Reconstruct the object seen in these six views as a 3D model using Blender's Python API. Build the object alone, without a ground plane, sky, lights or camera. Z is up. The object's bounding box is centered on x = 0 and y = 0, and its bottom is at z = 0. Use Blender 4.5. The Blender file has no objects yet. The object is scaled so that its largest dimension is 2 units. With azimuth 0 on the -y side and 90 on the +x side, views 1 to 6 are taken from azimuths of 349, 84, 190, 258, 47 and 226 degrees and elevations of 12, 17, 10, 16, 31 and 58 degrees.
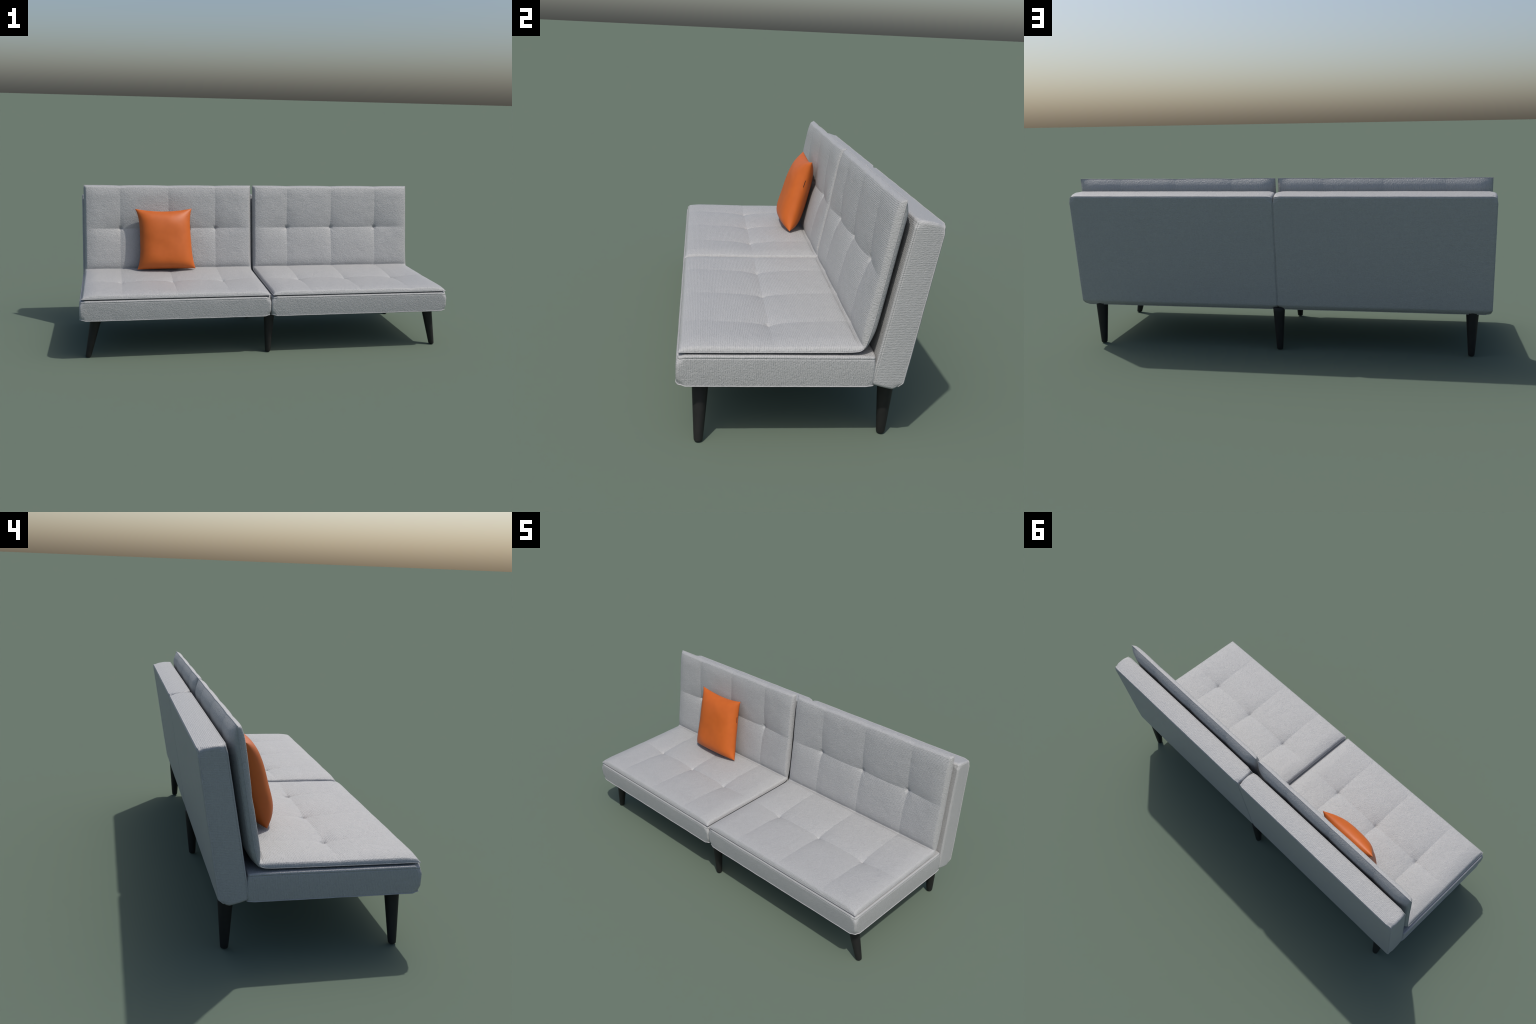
"""Two-seat click-clack sofa bed in light grey ribbed fabric with tapered black
legs, and a loose orange leatherette pillow.  x = width, -y = front, z = up."""
import bpy, math
import numpy as np
from mathutils import noise, Vector

# ---------------------------------------------------------------- utilities
def new_obj(name, verts, faces, mat, parent=None, smooth=True, normals=None):
    me = bpy.data.meshes.new(name)
    me.from_pydata([tuple(map(float, v)) for v in verts], [], [tuple(map(int, f)) for f in faces])
    me.update()
    if smooth:
        me.polygons.foreach_set("use_smooth", [True] * len(me.polygons))
    if normals is not None:
        me.normals_split_custom_set_from_vertices([tuple(map(float, n)) for n in normals])
    me.materials.append(mat)
    ob = bpy.data.objects.new(name, me)
    bpy.context.scene.collection.objects.link(ob)
    if parent is not None:
        ob.parent = parent
    return ob

def vertex_normals(verts, faces):
    v = np.asarray(verts, float)
    f = np.asarray(faces, int)
    n = np.cross(v[f[:, 2]] - v[f[:, 0]], v[f[:, 3]] - v[f[:, 1]])
    out = np.zeros_like(v)
    for k in range(4):
        np.add.at(out, f[:, k], n)
    return out / np.maximum(np.linalg.norm(out, axis=1, keepdims=True), 1e-12)

def tube(path, radius, sides=8, closed=True):
    """Round cord along a list of 3D points."""
    P = np.asarray(path, float)
    n = len(P)
    if closed:
        T = np.roll(P, -1, 0) - np.roll(P, 1, 0)
    else:
        T = np.gradient(P, axis=0)
    T /= np.maximum(np.linalg.norm(T, axis=1, keepdims=True), 1e-9)
    ref = np.array([0.31, 0.52, 0.79])
    A = np.cross(T, ref); A /= np.linalg.norm(A, axis=1, keepdims=True)
    B = np.cross(T, A)
    verts, faces = [], []
    for i in range(n):
        for k in range(sides):
            t = 2 * math.pi * k / sides
            verts.append(P[i] + radius * (math.cos(t) * A[i] + math.sin(t) * B[i]))
    for i in range(n if closed else n - 1):
        j = (i + 1) % n
        for k in range(sides):
            m = (k + 1) % sides
            faces.append((i * sides + k, j * sides + k, j * sides + m, i * sides + m))
    if not closed:
        faces.append(tuple(range(sides)))
        faces.append(tuple((n - 1) * sides + k for k in reversed(range(sides))))
    return verts, faces

def lumps(p, scale, seed):
    return noise.noise(Vector((p[0] * scale + seed, p[1] * scale, p[2] * scale)))

# ---------------------------------------------------------------- materials
class Nodes:
    def __init__(self, name):
        self.mat = bpy.data.materials.new(name)
        self.mat.use_nodes = True
        self.nt = self.mat.node_tree
        self.nt.nodes.clear()
        self.out = self.add("ShaderNodeOutputMaterial")
        self.bsdf = self.add("ShaderNodeBsdfPrincipled")
        self.link(self.bsdf.outputs[0], self.out.inputs[0])
    def add(self, kind, **kw):
        n = self.nt.nodes.new(kind)
        for k, v in kw.items():
            setattr(n, k, v)
        return n
    def link(self, a, b):
        self.nt.links.new(a, b)
    def put(self, sock, v):
        if hasattr(v, "node"):
            self.link(v, sock)
        else:
            sock.default_value = v
    def math(self, op, a, b=0.0, c=0.0):
        n = self.add("ShaderNodeMath", operation=op)
        for s, v in zip(n.inputs, (a, b, c)):
            self.put(s, v)
        return n.outputs[0]
    def mixf(self, f, a, b):
        n = self.add("ShaderNodeMix", data_type="FLOAT")
        self.put(n.inputs[0], f); self.put(n.inputs[2], a); self.put(n.inputs[3], b)
        return n.outputs[0]
    def ramp(self, f, stops):
        n = self.add("ShaderNodeValToRGB")
        el = n.color_ramp.elements
        while len(el) < len(stops):
            el.new(0.5)
        for e, (p, c) in zip(el, stops):
            e.position = p
            e.color = (*c, 1)
        self.put(n.inputs[0], f)
        return n.outputs[0]

RIB = 0.0058   # spacing of the woven ribs, metres

def fabric(name, upright, ribs=0.26, rim_plain=False, relief=0.72, tint=(0.935, 0.945, 0.947)):
    """Grey ribbed weave.  Ribs run along x; on the end faces of a seat box they
    stand upright, on those of an upright back they lie level."""
    N = Nodes(name)
    co = N.add("ShaderNodeTexCoord")
    p = N.add("ShaderNodeSeparateXYZ"); N.link(co.outputs["Object"], p.inputs[0])
    n = N.add("ShaderNodeSeparateXYZ"); N.link(co.outputs["Normal"], n.inputs[0])
    x, y, z = p.outputs
    nx, ny, nz = (N.math("ABSOLUTE", o) for o in n.outputs)
    side = N.math("GREATER_THAN", nx, 0.72)
    if upright:                                   # back: across-rib axis is z
        flat = N.math("GREATER_THAN", nz, 0.74)
        across = N.mixf(flat, z, y)
        along = N.mixf(side, x, y)
        if rim_plain:                             # the rear of a loose pad has its threads upright
            rear = N.math("GREATER_THAN", n.outputs[1], 0.25)
            across, along = N.mixf(rear, across, x), N.mixf(rear, along, z)
    else:                                         # seat: across-rib axis is y
        front = N.math("GREATER_THAN", ny, 0.74)
        across = N.mixf(front, y, z)
        along = N.mixf(side, x, z)
    # wobble of the ribs, then the rib wave itself
    def vec(a, b, c=0.0):
        v = N.add("ShaderNodeCombineXYZ")
        for s, q in zip(v.inputs, (a, b, c)):
            N.put(s, q)
        return v.outputs[0]
    def tex(v, detail=2.0, rough=0.5):
        t = N.add("ShaderNodeTexNoise")
        t.inputs["Scale"].default_value = 1.0
        t.inputs["Detail"].default_value = detail
        t.inputs["Roughness"].default_value = rough
        N.link(v, t.inputs["Vector"])
        return t.outputs[0]
    wob = tex(vec(N.math("MULTIPLY", along, 16), N.math("MULTIPLY", across, 16), N.math("MULTIPLY", x, 3)))
    ph = N.math("MULTIPLY_ADD", wob, 2.2, N.math("MULTIPLY", across, 2 * math.pi / RIB))
    rib = N.math("MULTIPLY_ADD", N.math("SINE", ph), 0.5, 0.5)
    # broken threads: noise stretched along the ribs, and slubs
    thread = tex(vec(N.math("MULTIPLY", along, 100), N.math("MULTIPLY", across, 265), N.math("MULTIPLY", z, 40)), 3.0, 0.6)
    slub = tex(vec(N.math("MULTIPLY", along, 130), N.math("MULTIPLY", across, 85), N.math("MULTIPLY", y, 40)), 2.0, 0.6)
    crinkle = tex(vec(N.math("MULTIPLY", along, 55), N.math("MULTIPLY", across, 38), N.math("MULTIPLY", y, 20)), 3.0, 0.6)
    patch = tex(vec(N.math("MULTIPLY", along, 30), N.math("MULTIPLY", across, 30), z), 2.0)
    amount = N.math("MULTIPLY", N.math("MULTIPLY_ADD", patch, 1.6, 0.2), ribs)
    if rim_plain:                                 # no level ribs where the pad turns over its rim
        lean = N.math("ABSOLUTE", N.math("MULTIPLY_ADD", n.outputs[2], 0.169, N.math("MULTIPLY", n.outputs[1], -0.986)))
        keep = N.add("ShaderNodeMapRange")
        keep.inputs["From Min"].default_value = 0.80; keep.inputs["From Max"].default_value = 0.94
        N.link(lean, keep.inputs["Value"])
        amount = N.math("MULTIPLY", amount, keep.outputs[0])
    h = N.math("MULTIPLY_ADD", thread, 1.1, N.math("MULTIPLY", rib, amount))
    h = N.math("MULTIPLY_ADD", slub, 0.68, h)
    h = N.math("MULTIPLY_ADD", crinkle, 0.38, h)
    grain = tex(vec(N.math("MULTIPLY", x, 250), N.math("MULTIPLY", y, 250), N.math("MULTIPLY", z, 250)), 2.0, 0.6)
    h = N.math("MULTIPLY_ADD", grain, 1.0, h)
    bump = N.add("ShaderNodeBump")
    bump.inputs["Strength"].default_value = relief
    bump.inputs["Distance"].default_value = 0.0022
    N.link(h, bump.inputs["Height"])
    N.link(bump.outputs[0], N.bsdf.inputs["Normal"])
    tone = N.math("MULTIPLY", h, 0.315)
    lo = tuple(0.300 * t for t in tint); hi = tuple(0.428 * t for t in tint)
    N.link(N.ramp(tone, [(0.25, lo), (0.75, hi)]), N.bsdf.inputs["Base Color"])
    N.bsdf.inputs["Roughness"].default_value = 0.53
    N.bsdf.inputs["Specular IOR Level"].default_value = 0.55
    return N.mat

def leg_paint():
    N = Nodes("black_lacquered_wood")
    co = N.add("ShaderNodeTexCoord")
    t = N.add("ShaderNodeTexNoise"); t.inputs["Scale"].default_value = 60
    N.link(co.outputs["Object"], t.inputs["Vector"])
    N.link(N.ramp(t.outputs[0], [(0.3, (0.013, 0.013, 0.0125)), (0.7, (0.016, 0.016, 0.0155))]), N.bsdf.inputs["Base Color"])
    N.bsdf.inputs["Roughness"].default_value = 0.55
    N.bsdf.inputs["Specular IOR Level"].default_value = 0.3
    return N.mat

def orange_leather():
    N = Nodes("orange_leatherette")
    co = N.add("ShaderNodeTexCoord")
    t = N.add("ShaderNodeTexNoise"); t.inputs["Scale"].default_value = 28; t.inputs["Detail"].default_value = 3
    N.link(co.outputs["Object"], t.inputs["Vector"])
    N.link(N.ramp(t.outputs[0], [(0.3, (0.465, 0.099, 0.0105)), (0.7, (0.495, 0.108, 0.0125))]), N.bsdf.inputs["Base Color"])
    b = N.add("ShaderNodeBump"); b.inputs["Strength"].default_value = 0.12; b.inputs["Distance"].default_value = 0.003
    N.link(t.outputs[0], b.inputs["Height"]); N.link(b.outputs[0], N.bsdf.inputs["Normal"])
    N.bsdf.inputs["Roughness"].default_value = 0.50
    N.bsdf.inputs["Specular IOR Level"].default_value = 0.38
    return N.mat

def plain(name, col, rough=0.8):
    N = Nodes(name)
    co = N.add("ShaderNodeTexCoord")
    t = N.add("ShaderNodeTexNoise"); t.inputs["Scale"].default_value = 90
    N.link(co.outputs["Object"], t.inputs["Vector"])
    N.link(N.ramp(t.outputs[0], [(0.3, tuple(c * 0.9 for c in col)), (0.7, tuple(c * 1.1 for c in col))]), N.bsdf.inputs["Base Color"])
    N.bsdf.inputs["Roughness"].default_value = rough
    return N.mat

M_SEAT = fabric("ribbed_fabric_level", False)
M_BACK = fabric("ribbed_fabric_upright", True, 0.22, relief=0.55)
M_BACKPAD = fabric("ribbed_fabric_back_pad", True, 0.28, True)
M_CORD = plain("fabric_piping", (0.38, 0.38, 0.385), 0.9)
M_LEG = leg_paint()
M_PILLOW = orange_leather()
M_SLIT = plain("dark_pillow_opening", (0.05, 0.014, 0.006), 0.8)

# ---------------------------------------------------------------- upholstered boxes
def levels(lo, hi, step, extra=(), edge=0.02, fine=8):
    """1D grid: even steps, finer near both ends, plus wanted positions."""
    a = list(np.linspace(lo, hi, max(2, int((hi - lo) / step)) + 1))
    for d in np.linspace(0, edge, fine):
        a += [lo + d, hi - d]
    a = sorted(a)
    keep = sorted(extra)
    out = []
    for t in a:
        if any(abs(t - e) < 0.0012 for e in keep) and t not in (lo, hi):
            continue
        if not out or t - out[-1] > 1e-4:
            out.append(t)
    return np.array(sorted(out + keep))

class Box:
    """Fabric box in its own axes u, v, w.  A stitched seam runs round it just under
    w1 (a groove) and a piped seam just over w0; corners are pulled round."""
    def __init__(s, u, v, w, place, pull, r=0.006, seed=0.0, corner_r=0.013, tuck=None, seam=0.0062):
        s.lo = np.array([u[0], v[0], w[0]]); s.hi = np.array([u[1], v[1], w[1]])
        s.place, s.pull, s.r, s.seed, s.cr, s.tuck = place, pull, r, seed, corner_r, tuck
        s.seam = s.hi[2] - seam
        s.pipe = s.lo[2] + 0.0038
    def warp(s, q, out=0.0):
        """q on the sharp box -> point in the world; out pushes along u, v outward."""
        q = np.array(q, float)
        lo, hi = s.lo, s.hi
        # edges along w (the four standing corners) get radius cr, the rest r
        c2 = np.clip(q[:2], lo[:2] + s.cr, hi[:2] - s.cr)
        d2 = q[:2] - c2
        L = np.linalg.norm(d2)
        m = np.max(np.abs(d2))
        dirn = d2 / L if L > 1e-9 else d2
        base = c2 + dirn * m            # square ring -> round ring
        on_ring = m > s.cr - 1e-6
        # round over the rims at w0 and w1
        dw = min(q[2] - lo[2], hi[2] - q[2])
        sgn = -1 if q[2] - lo[2] < hi[2] - q[2] else 1
        edge_in = s.cr - m              # distance inward from the ring
        p = np.array([base[0], base[1], q[2]])
        if dw < s.r and edge_in < s.r:
            a = s.r - max(dw, 0); b = s.r - max(edge_in, 0)
            mm = max(a, b); l = math.hypot(a, b)
            if l > 1e-9:
                k = mm / l
                p[2] = p[2] - sgn * (a - a * k)
                p[:2] -= dirn * (b - b * k)
        # groove of the upper seam
        if on_ring:
            g = math.exp(-((q[2] - s.seam) / 0.0011) ** 2)
            p[:2] -= dirn * 0.0022 * g
            # side panels belly out a little
            t = (q[2] - lo[2]) / (hi[2] - lo[2])
            p[:2] += dirn * 0.0016 * math.sin(math.pi * min(max(t, 0), 1))
        else:
            fu = (q[:2] - lo[:2]) / (hi[:2] - lo[:2])
            p[2] += (1 if sgn > 0 else -0.6) * 0.004 * (math.sin(math.pi * fu[0]) * math.sin(math.pi * fu[1])) ** 0.5
        p[:2] += dirn * out
        # pulled corners
        r0 = p.copy()
        for i, cu in enumerate((lo[0], hi[0])):
            for j, cv in enumerate((lo[1], hi[1])):
                for k, cw in enumerate((lo[2], hi[2])):
                    a = s.pull(i, j, k)
                    if a <= 0:
                        continue
                    reach = 0.026
                    d = max(0.0, math.sqrt((r0[0] - cu) ** 2 + (r0[1] - cv) ** 2 + (r0[2] - cw) ** 2) - 0.006)
                    if d < reach:
                        f = (1 - (d / reach) ** 2) ** 2 * a
                        p += f * np.array([1 - 2 * i, 1 - 2 * j, 1 - 2 * k]) * 0.75
        if s.tuck:
            p = s.tuck(q, p, s)
        w = np.array(s.place(p))
        w += 0.0007 * lumps(w, 14, s.seed) * np.array([0.6, 1, 1])
        return w
    def mesh(s, step=0.014):
        U = levels(s.lo[0], s.hi[0], step, edge=0.035, fine=15); V = levels(s.lo[1], s.hi[1], step, edge=0.035, fine=15)
        W = levels(s.lo[2], s.hi[2], step, extra=[s.seam + d for d in (-0.0024, -0.0012, 0, 0.0012, 0.0024)], edge=0.020, fine=11)
        verts, faces, idx = [], [], {}
        def vid(i, j, k):
            if (i, j, k) not in idx:
                idx[(i, j, k)] = len(verts)
                verts.append(s.warp((U[i], V[j], W[k])))
            return idx[(i, j, k)]
        nu, nv, nw = len(U) - 1, len(V) - 1, len(W) - 1
        for i in range(nu):
            for j in range(nv):
                faces.append((vid(i, j, nw), vid(i + 1, j, nw), vid(i + 1, j + 1, nw), vid(i, j + 1, nw)))
                faces.append((vid(i, j, 0), vid(i, j + 1, 0), vid(i + 1, j + 1, 0), vid(i + 1, j, 0)))
        for k in range(nw):
            for i in range(nu):
                faces.append((vid(i, 0, k), vid(i + 1, 0, k), vid(i + 1, 0, k + 1), vid(i, 0, k + 1)))
                faces.append((vid(i, nv, k), vid(i, nv, k + 1), vid(i + 1, nv, k + 1), vid(i + 1, nv, k)))
            for j in range(nv):
                faces.append((vid(0, j, k), vid(0, j, k + 1), vid(0, j + 1, k + 1), vid(0, j + 1, k)))
                faces.append((vid(nu, j, k), vid(nu, j + 1, k), vid(nu, j + 1, k + 1), vid(nu, j, k + 1)))
        a, b, c = (np.array(s.place(p)) for p in ((1, 0, 0), (0, 1, 0), (0, 0, 1)))
        o = np.array(s.place((0, 0, 0)))
        if np.dot(np.cross(a - o, b - o), c - o) < 0:
            faces = [f[::-1] for f in faces]
        return verts, faces
    def cord(s, w, radius, out):
        pts = []
        (u0, v0), (u1, v1) = s.lo[:2], s.hi[:2]
        U = levels(u0, u1, 0.02, edge=0.045, fine=24); V = levels(v0, v1, 0.02, edge=0.045, fine=24)
        ring = [(u, v0) for u in U[:-1]] + [(u1, v) for v in V[:-1]] + [(u, v1) for u in U[::-1][:-1]] + [(u0, v) for v in V[::-1][:-1]]
        return tube([s.warp((a, b, w), out) for a, b in ring], radius, 6)

# ---------------------------------------------------------------- the sofa
sofa = bpy.data.objects.new("sofa_bed", None)
bpy.context.scene.collection.objects.link(sofa)
sofa["label"] = "light grey tufted two-seat sofa bed with tapered black legs"
sofa["category"] = "sofa bed"

HALVES = ((-0.9985, -0.0016), (0.0020, 0.9985))         # frame boxes, left and right
PADS = ((-0.9875, -0.0045), (0.0095, 0.9920))     # loose tufted pads on top
COLS = (0.2205, 0.4990, 0.7810)                   # tuft columns, both sides of the middle

def seat_pull(i, j, k):
    if k == 0:
        return 0.0055 if j == 0 else 0.002
    return 0.006 if j == 0 else 0.002

def back_pull(i, j, k):                           # j: 0 bottom, 1 top; k: 0 rear, 1 front
    if j == 0:
        return 0.0045 if k == 0 else 0.0015
    return 0.004

def back_place(p):
    """u = x, v = height up the back, w = 0 rear .. 1 front (metres of thickness)."""
    u, v, w = p
    t = v / 0.561
    y_rear = 0.3240 + 0.0875 * t
    z = 0.1960 + v
    # the front face leans a touch more, top and bottom caps rise to the front
    y = y_rear - w * (1.112 - 0.092 * t)
    return (u, y, z + w * (0.250 - 0.055 * t))

def back_tuck(q, p, s):
    """The bottom rear edge is drawn under."""
    a = max(0.0, 1 - (q[1] - s.lo[1]) / 0.034)
    b = max(0.0, 1 - (q[2] - s.lo[2]) / 0.030)
    f = (a * b) ** 1.3
    p[1] += 0.008 * f
    p[2] += 0.010 * f
    return p

for n, (x0, x1) in enumerate(HALVES):
    b = Box((x0, x1), (-0.4092, 0.2290), (0.2115, 0.3200), lambda p: p, seat_pull, seed=3.1 + n, seam=0.0098, corner_r=0.0095)
    o = new_obj("seat_base", *b.mesh(), M_SEAT, sofa)
    new_obj("piping", *b.cord(b.pipe, 0.0018, 0.0006), M_CORD, o)
    b = Box((x0, x1), (0.0, 0.5610), (0.0, 0.0960), back_place, back_pull, seed=7.7 + n, tuck=back_tuck, corner_r=0.0095)
    o = new_obj("backrest", *b.mesh(), M_BACK, sofa)
    new_obj("piping", *b.cord(b.pipe, 0.0016, 0.0004), M_CORD, o)

# ---------------------------------------------------------------- tufted pads
# side seam of the pad, seen from the end: seat front -> fold -> top of the back
SEAM = [(-0.4045, 0.3285), (-0.25, 0.3292), (-0.05, 0.3302), (0.09, 0.3312), (0.150, 0.3325), (0.176, 0.3365),
        (0.1885, 0.348), (0.1955, 0.365), (0.2045, 0.400), (0.2130, 0.441), (0.2255, 0.512), (0.2520, 0.670), (0.2795, 0.8325)]

def dense(pts, n=40):
    """Catmull-Rom through the control points, resampled by arc length."""
    P = np.array(pts, float)
    P = np.vstack([2 * P[0] - P[1], P, 2 * P[-1] - P[-2]])
    out = []
    for i in range(1, len(P) - 2):
        for t in np.linspace(0, 1, n, endpoint=False):
            a, b, c, d = P[i - 1:i + 3]
            out.append(0.5 * (2 * b + (c - a) * t + (2 * a - 5 * b + 4 * c - d) * t * t + (3 * b - a - 3 * c + d) * t ** 3))
    out.append(P[-2])
    return np.array(out)

CURVE = dense(SEAM)
ARC = np.concatenate([[0], np.cumsum(np.linalg.norm(np.diff(CURVE, axis=0), axis=1))])
TAN = np.gradient(CURVE, axis=0); TAN /= np.linalg.norm(TAN, axis=1, keepdims=True)
kern = np.ones(31) / 31
NRM = np.stack([np.convolve(np.pad(c, 15, mode="edge"), kern, "valid") for c in (-TAN[:, 1], TAN[:, 0])], 1)
NRM /= np.linalg.norm(NRM, axis=1, keepdims=True)
S_END = ARC[-1]
def at(s):
    return np.array([np.interp(s, ARC, CURVE[:, 0]), np.interp(s, ARC, CURVE[:, 1])]), np.array([np.interp(s, ARC, NRM[:, 0]), np.interp(s, ARC, NRM[:, 1])])
S_FOLD = float(ARC[np.argmin(np.hypot(CURVE[:, 0] - 0.1885, CURVE[:, 1] - 0.348))])
S_SEAT = float(ARC[np.argmin(np.abs(CURVE[:, 0] + 0.1040))])
S_BACK = float(np.interp(0.5825, CURVE[:, 1], ARC))

def round_edge(d, r):
    d = min(max(d, 0.0), r)
    return math.sqrt(max(0.0, 1 - (1 - d / r) ** 2))

def smooth(t):
    t = min(max(t, 0.0), 1.0)
    return t * t * (3 - 2 * t)

def rim_curve(d, r):
    """Soft pillow edge: rises at about 55 degrees and flattens."""
    t = min(max(d / r, 0.0), 1.0)
    return 1 - (1 - t) ** 2.2

def pad_top(s, x, x0, x1, seed):
    """Height of the quilted face above the seam."""
    ex, es = min(x - x0, x1 - x), min(s, S_END - s)
    back = s > S_FOLD
    rim = ((0.64 * rim_curve(ex, 0.017) + 0.36 * rim_curve(ex, 0.085)) if back else (0.46 * rim_curve(ex, 0.013) + 0.54 * rim_curve(ex, 0.085))) * (0.60 * rim_curve(es, 0.014) + 0.40 * rim_curve(es, 0.075))
    h = 0.0285 if back else 0.0265
    sm = S_BACK if back else S_SEAT
    ds = abs(s - sm)
    # lengthwise stitch line, fading toward the pad's ends
    fade = 0.30 + 0.70 * smooth(ex / 0.15)
    h -= (0.0130 if back else 0.0092) * fade * math.exp(-ds / 0.052)
    for c in COLS:
        dx = abs(abs(x) - c)
        if dx > 0.3:
            continue
        # cross stitch lines, strongest at the tuft and fading to the rims
        run = 0.55 + 0.45 * math.exp(-(ds / 0.12) ** 2)
        if not back:
            run *= 0.45 + 0.55 * smooth(s / 0.16)
        h -= (0.0106 if back else 0.0090) * run * math.exp(-dx / 0.040)
        r = math.hypot(dx, ds)
        h += 0.0045 * math.exp(-dx / 0.040) * (1 - smooth(es / 0.07)) if back else 0.0
        h -= 0.0055 * math.exp(-r / 0.040) + (0.0068 if back else 0.0038) * math.exp(-(r / 0.0095) ** 2)
        # small gathers radiating from the tuft
        th = math.atan2(s - sm, abs(x) - c)
        h += 0.0011 * math.sin(5 * th + 9 * c + seed) * math.exp(-r / 0.016) * smooth(r / 0.008)
    # the fold between seat and back
    df = s - S_FOLD
    h -= (0.0195 if back else 0.0165) * math.exp(-abs(df) / (0.024 if back else 0.013))
    h = max(h, -0.012 if back else -0.0025) + 0.0007 * lumps((x, s, 0), 16, seed) + 0.0005 * lumps((x, s, 1), 38, seed)
    return h * rim

def pad_under(s, x, x0, x1, seed):
    ex, es = min(x - x0, x1 - x), min(s, S_END - s)
    t = smooth((s - S_FOLD + 0.05) / 0.12)
    rim = (0.45 * rim_curve(ex, 0.012) + 0.55 * rim_curve(ex, 0.07)) * (rim_curve(es, 0.06) if s > S_FOLD else rim_curve(es, 0.012))
    h = (1 - t) * 0.0055 + t * 0.0260
    puff = t * 0.005 * smooth(ex / 0.08)
    for c in COLS:
        dx = abs(abs(x) - c)
        puff -= t * 0.0045 * math.exp(-dx / 0.045)
    return (h + puff) * rim

def drawn_in(s, x):
    """The stitch columns pull the top rim of the back down a little."""
    k = smooth((s - S_END + 0.10) / 0.10)
    return 0.0032 * k * sum(math.exp(-abs(abs(x) - c) / 0.045) for c in COLS)

for n, (x0, x1) in enumerate(PADS):
    cols = [c if n else -c for c in COLS]
    def with_lines(lo, hi, lines, step):
        return levels(lo, hi, step, extra=[q for l in lines for q in (l - 0.020, l - 0.0145, l - 0.0105, l - 0.007, l - 0.0042, l - 0.002, l, l + 0.002, l + 0.0042, l + 0.007, l + 0.0105, l + 0.0145, l + 0.020)], edge=0.022)
    X = with_lines(x0, x1, cols, 0.006)
    S = with_lines(0, S_END, [S_SEAT, S_FOLD, S_BACK], 0.006)
    nx, ns = len(X), len(S)
    verts = []
    base = [at(s) for s in S]
    for side in (1, -1):
        f = pad_top if side > 0 else pad_under
        for j, s in enumerate(S):
            c, m = base[j]
            for i, x in enumerate(X):
                h = side * f(s, x, x0, x1, 11.3 + 5 * n)
                d = drawn_in(s, x)
                verts.append((x, c[0] + m[0] * h - m[1] * d, c[1] + m[1] * h + m[0] * d))
    top = lambda i, j: j * nx + i
    def bot(i, j):                                # share the rim with the top
        return top(i, j) if i in (0, nx - 1) or j in (0, ns - 1) else ns * nx + j * nx + i
    faces, where = [], []
    for j in range(ns - 1):
        for i in range(nx - 1):
            faces.append((top(i, j), top(i + 1, j), top(i + 1, j + 1), top(i, j + 1)))
            faces.append((bot(i, j), bot(i, j + 1), bot(i + 1, j + 1), bot(i + 1, j)))
            where += [S[j] >= S_FOLD - 1e-6] * 2
    V = np.array(verts)
    NV = vertex_normals(V, faces)
    for name, flag, mat in (("seat_pad", False, M_SEAT), ("back_pad", True, M_BACKPAD)):
        fs = [f for f, w in zip(faces, where) if w == flag]
        used = sorted({v for f in fs for v in f})
        re = {v: k for k, v in enumerate(used)}
        ob = new_obj(name, V[used], [[re[v] for v in f] for f in fs], mat, sofa, normals=NV[used])
        js = [j for j in range(ns) if (S[j] >= S_FOLD) == flag]
        lip = lambda i, j: V[top(i, j)]
        if flag:
            path = [lip(0, j) for j in js] + [lip(i, ns - 1) for i in range(1, nx - 1)] + [lip(nx - 1, j) for j in reversed(js)]
        else:
            path = [lip(0, j) for j in reversed(js)] + [lip(i, 0) for i in range(1, nx - 1)] + [lip(nx - 1, j) for j in js]
        new_obj("piping", *tube(path, 0.0011, 6, closed=False), M_CORD, ob)

# ---------------------------------------------------------------- legs
def leg(foot, top, r0, r1, z_top):
    """Tapered round leg with a rounded foot, leaning from foot to top."""
    prof = [(0.0, 0.0), (r0 * 0.55, 0.0), (r0 * 0.80, 0.0008), (r0 * 0.94, 0.0028), (r0, 0.006)]
    zs = np.linspace(0.006, z_top, 12)[1:]
    prof += [(r0 + (r1 - r0) * z / 0.19, z) for z in zs] + [((r0 + (r1 - r0) * z_top / 0.19) * 0.92, z_top + 0.002), (0.0, z_top + 0.002)]
    n = 40
    verts, faces = [], []
    for r, z in prof:
        t = z / 0.19
        c = (foot[0] + (top[0] - foot[0]) * t, foot[1] + (top[1] - foot[1]) * t)
        for k in range(n):
            a = 2 * math.pi * k / n
            verts.append((c[0] + max(r, 1e-5) * math.cos(a), c[1] + max(r, 1e-5) * math.sin(a), z))
    for i in range(len(prof) - 1):
        for k in range(n):
            m = (k + 1) % n
            faces.append((i * n + k, i * n + m, (i + 1) * n + m, (i + 1) * n + k))
    new_obj("leg", verts, faces, M_LEG, sofa)

for sx in (1, -1):
    leg((0.9615 * sx, -0.335), (0.9215 * sx, -0.332), 0.0152, 0.0278, 0.222)
    leg((0.9130 * sx, 0.288), (0.9130 * sx, 0.2895), 0.0150, 0.0282, 0.224)
leg((-0.003, -0.357), (-0.001, -0.352), 0.0145, 0.0272, 0.2135)
leg((-0.003, 0.294), (-0.003, 0.3015), 0.0152, 0.0275, 0.2120)

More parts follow.
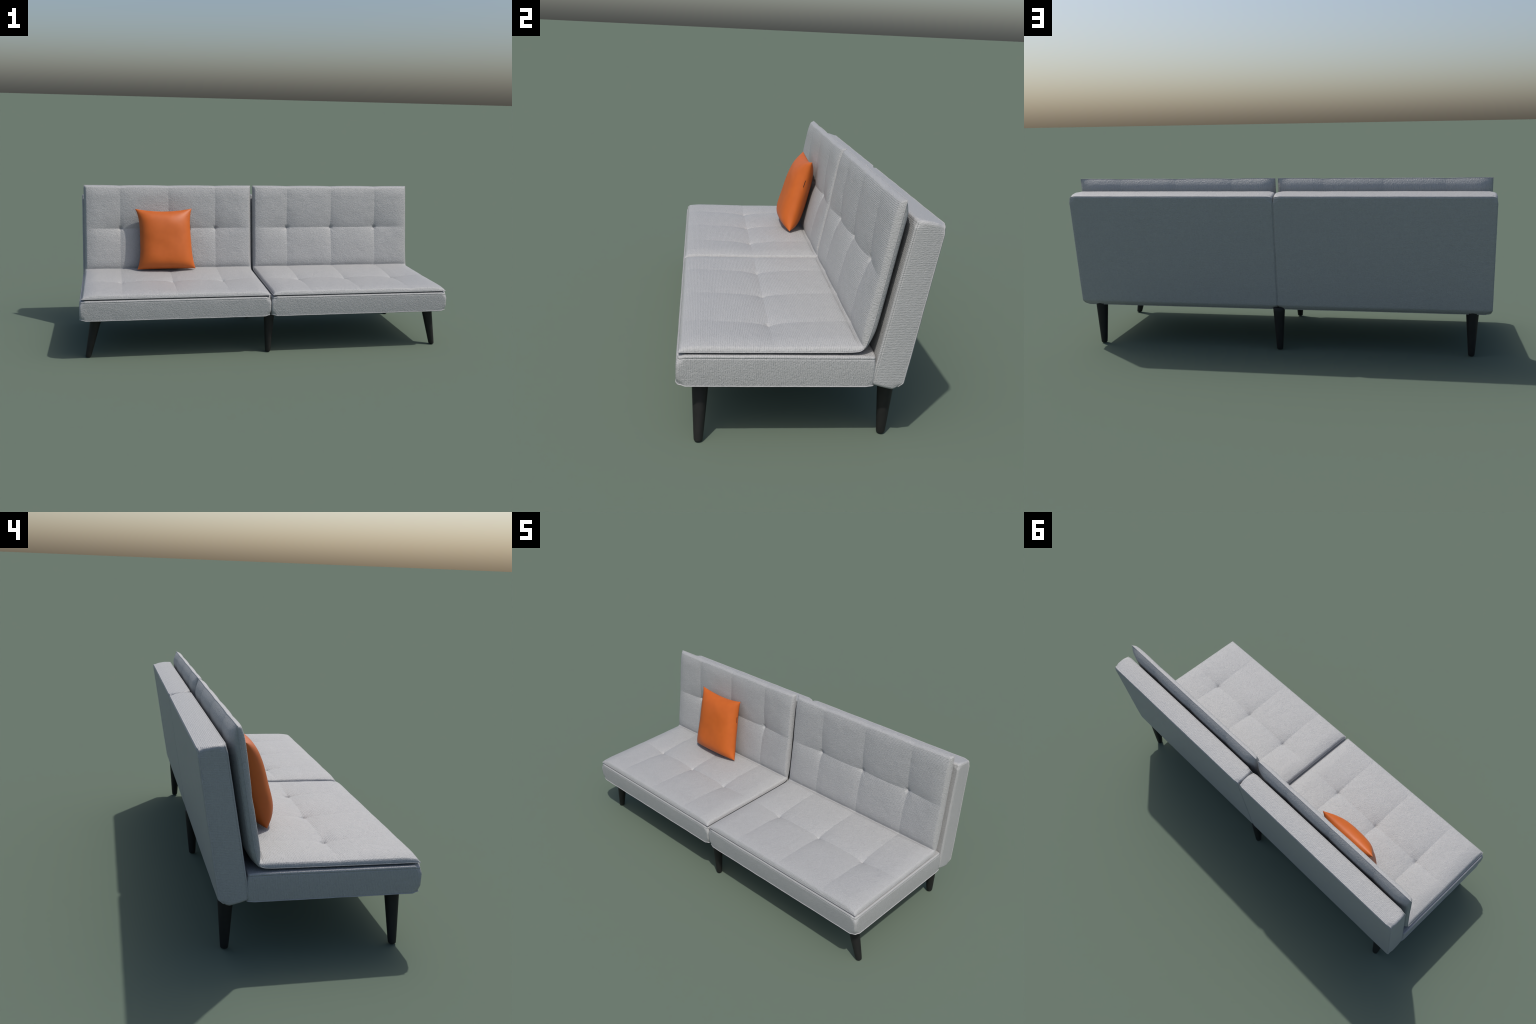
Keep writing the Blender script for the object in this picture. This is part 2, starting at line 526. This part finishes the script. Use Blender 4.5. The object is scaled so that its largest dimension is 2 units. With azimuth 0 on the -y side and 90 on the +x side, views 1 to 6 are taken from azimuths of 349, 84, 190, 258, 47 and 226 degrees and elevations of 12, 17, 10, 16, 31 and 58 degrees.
# ---------------------------------------------------------------- pillow
def pillow():
    TL, TR = np.array([-0.697, 0.1915, 0.7060]), np.array([-0.3665, 0.1915, 0.7070])
    BL, BR = np.array([-0.6890, 0.0955, 0.3655]), np.array([-0.3505, 0.0980, 0.3665])
    across = (TR + BR - TL - BL) / 2
    up = (TL + TR - BL - BR) / 2
    nrm = np.cross(across, up); nrm /= np.linalg.norm(nrm)      # toward the viewer in front
    ax, au = across / np.linalg.norm(across), up / np.linalg.norm(up)
    n = 72
    g = np.sin(np.linspace(-1, 1, n + 1) * math.pi / 2)
    verts = []
    def ear(t):                                                 # edges draw in between the corners
        return 1 - smooth((abs(t) - 0.30) / 0.70) ** 0.9 if abs(t) > 0.30 else 1.0
    def point(a, b, side):
        s, t = (a + 1) / 2, (b + 1) / 2
        p = (1 - s) * (1 - t) * BL + s * (1 - t) * BR + s * t * TR + (1 - s) * t * TL
        inx = (0.0195 + 0.002 * b - 0.003 * a) * (1 - abs(b) ** 5) * (0.80 + 0.20 * ear(b))
        inv = (0.017 if b > 0 else 0.0015) * (1 - a * a)
        p = p - ax * inx * a * abs(a) - au * inv * b * abs(b)
        belly = (1 - abs(a) ** 3.0) ** 0.54 * (1 - abs(b) ** (3.4 if b > 0 else 6.0)) ** 0.54
        T = 0.0615 if side > 0 else 0.0530
        sag = 1 - 0.05 * b
        fold = 0.0035 * lumps((a * 1.1, b * 1.1, side), 1.6, 4.2) * belly
        return p + nrm * side * (T * belly * sag + fold)
    m = n + 1
    for side in (1, -1):
        for b in g:
            for a in g:
                verts.append(point(a, b, side))
    top = lambda i, j: j * m + i
    bot = lambda i, j: top(i, j) if i in (0, n) or j in (0, n) else m * m + j * m + i
    faces = []
    for j in range(n):
        for i in range(n):
            faces.append((top(i, j), top(i + 1, j), top(i + 1, j + 1), top(i, j + 1)))
            faces.append((bot(i, j), bot(i, j + 1), bot(i + 1, j + 1), bot(i + 1, j)))
    used = sorted({v for f in faces for v in f})
    re = {v: k for k, v in enumerate(used)}
    ob = new_obj("throw_pillow", [verts[v] for v in used], [[re[v] for v in f] for f in faces], M_PILLOW)
    ob["label"] = "plump square orange leatherette pillow with pointed corners"
    ob["category"] = "throw pillow"
    # short opening left in the seam on the right edge
    slit = []
    for b in np.linspace(0.27, 0.46, 12):
        slit.append(point(1.0, b, 1) + ax * 0.0006)
    new_obj("seam_opening", *tube(slit, 0.0016, 6, closed=False), M_SLIT, ob)

pillow()
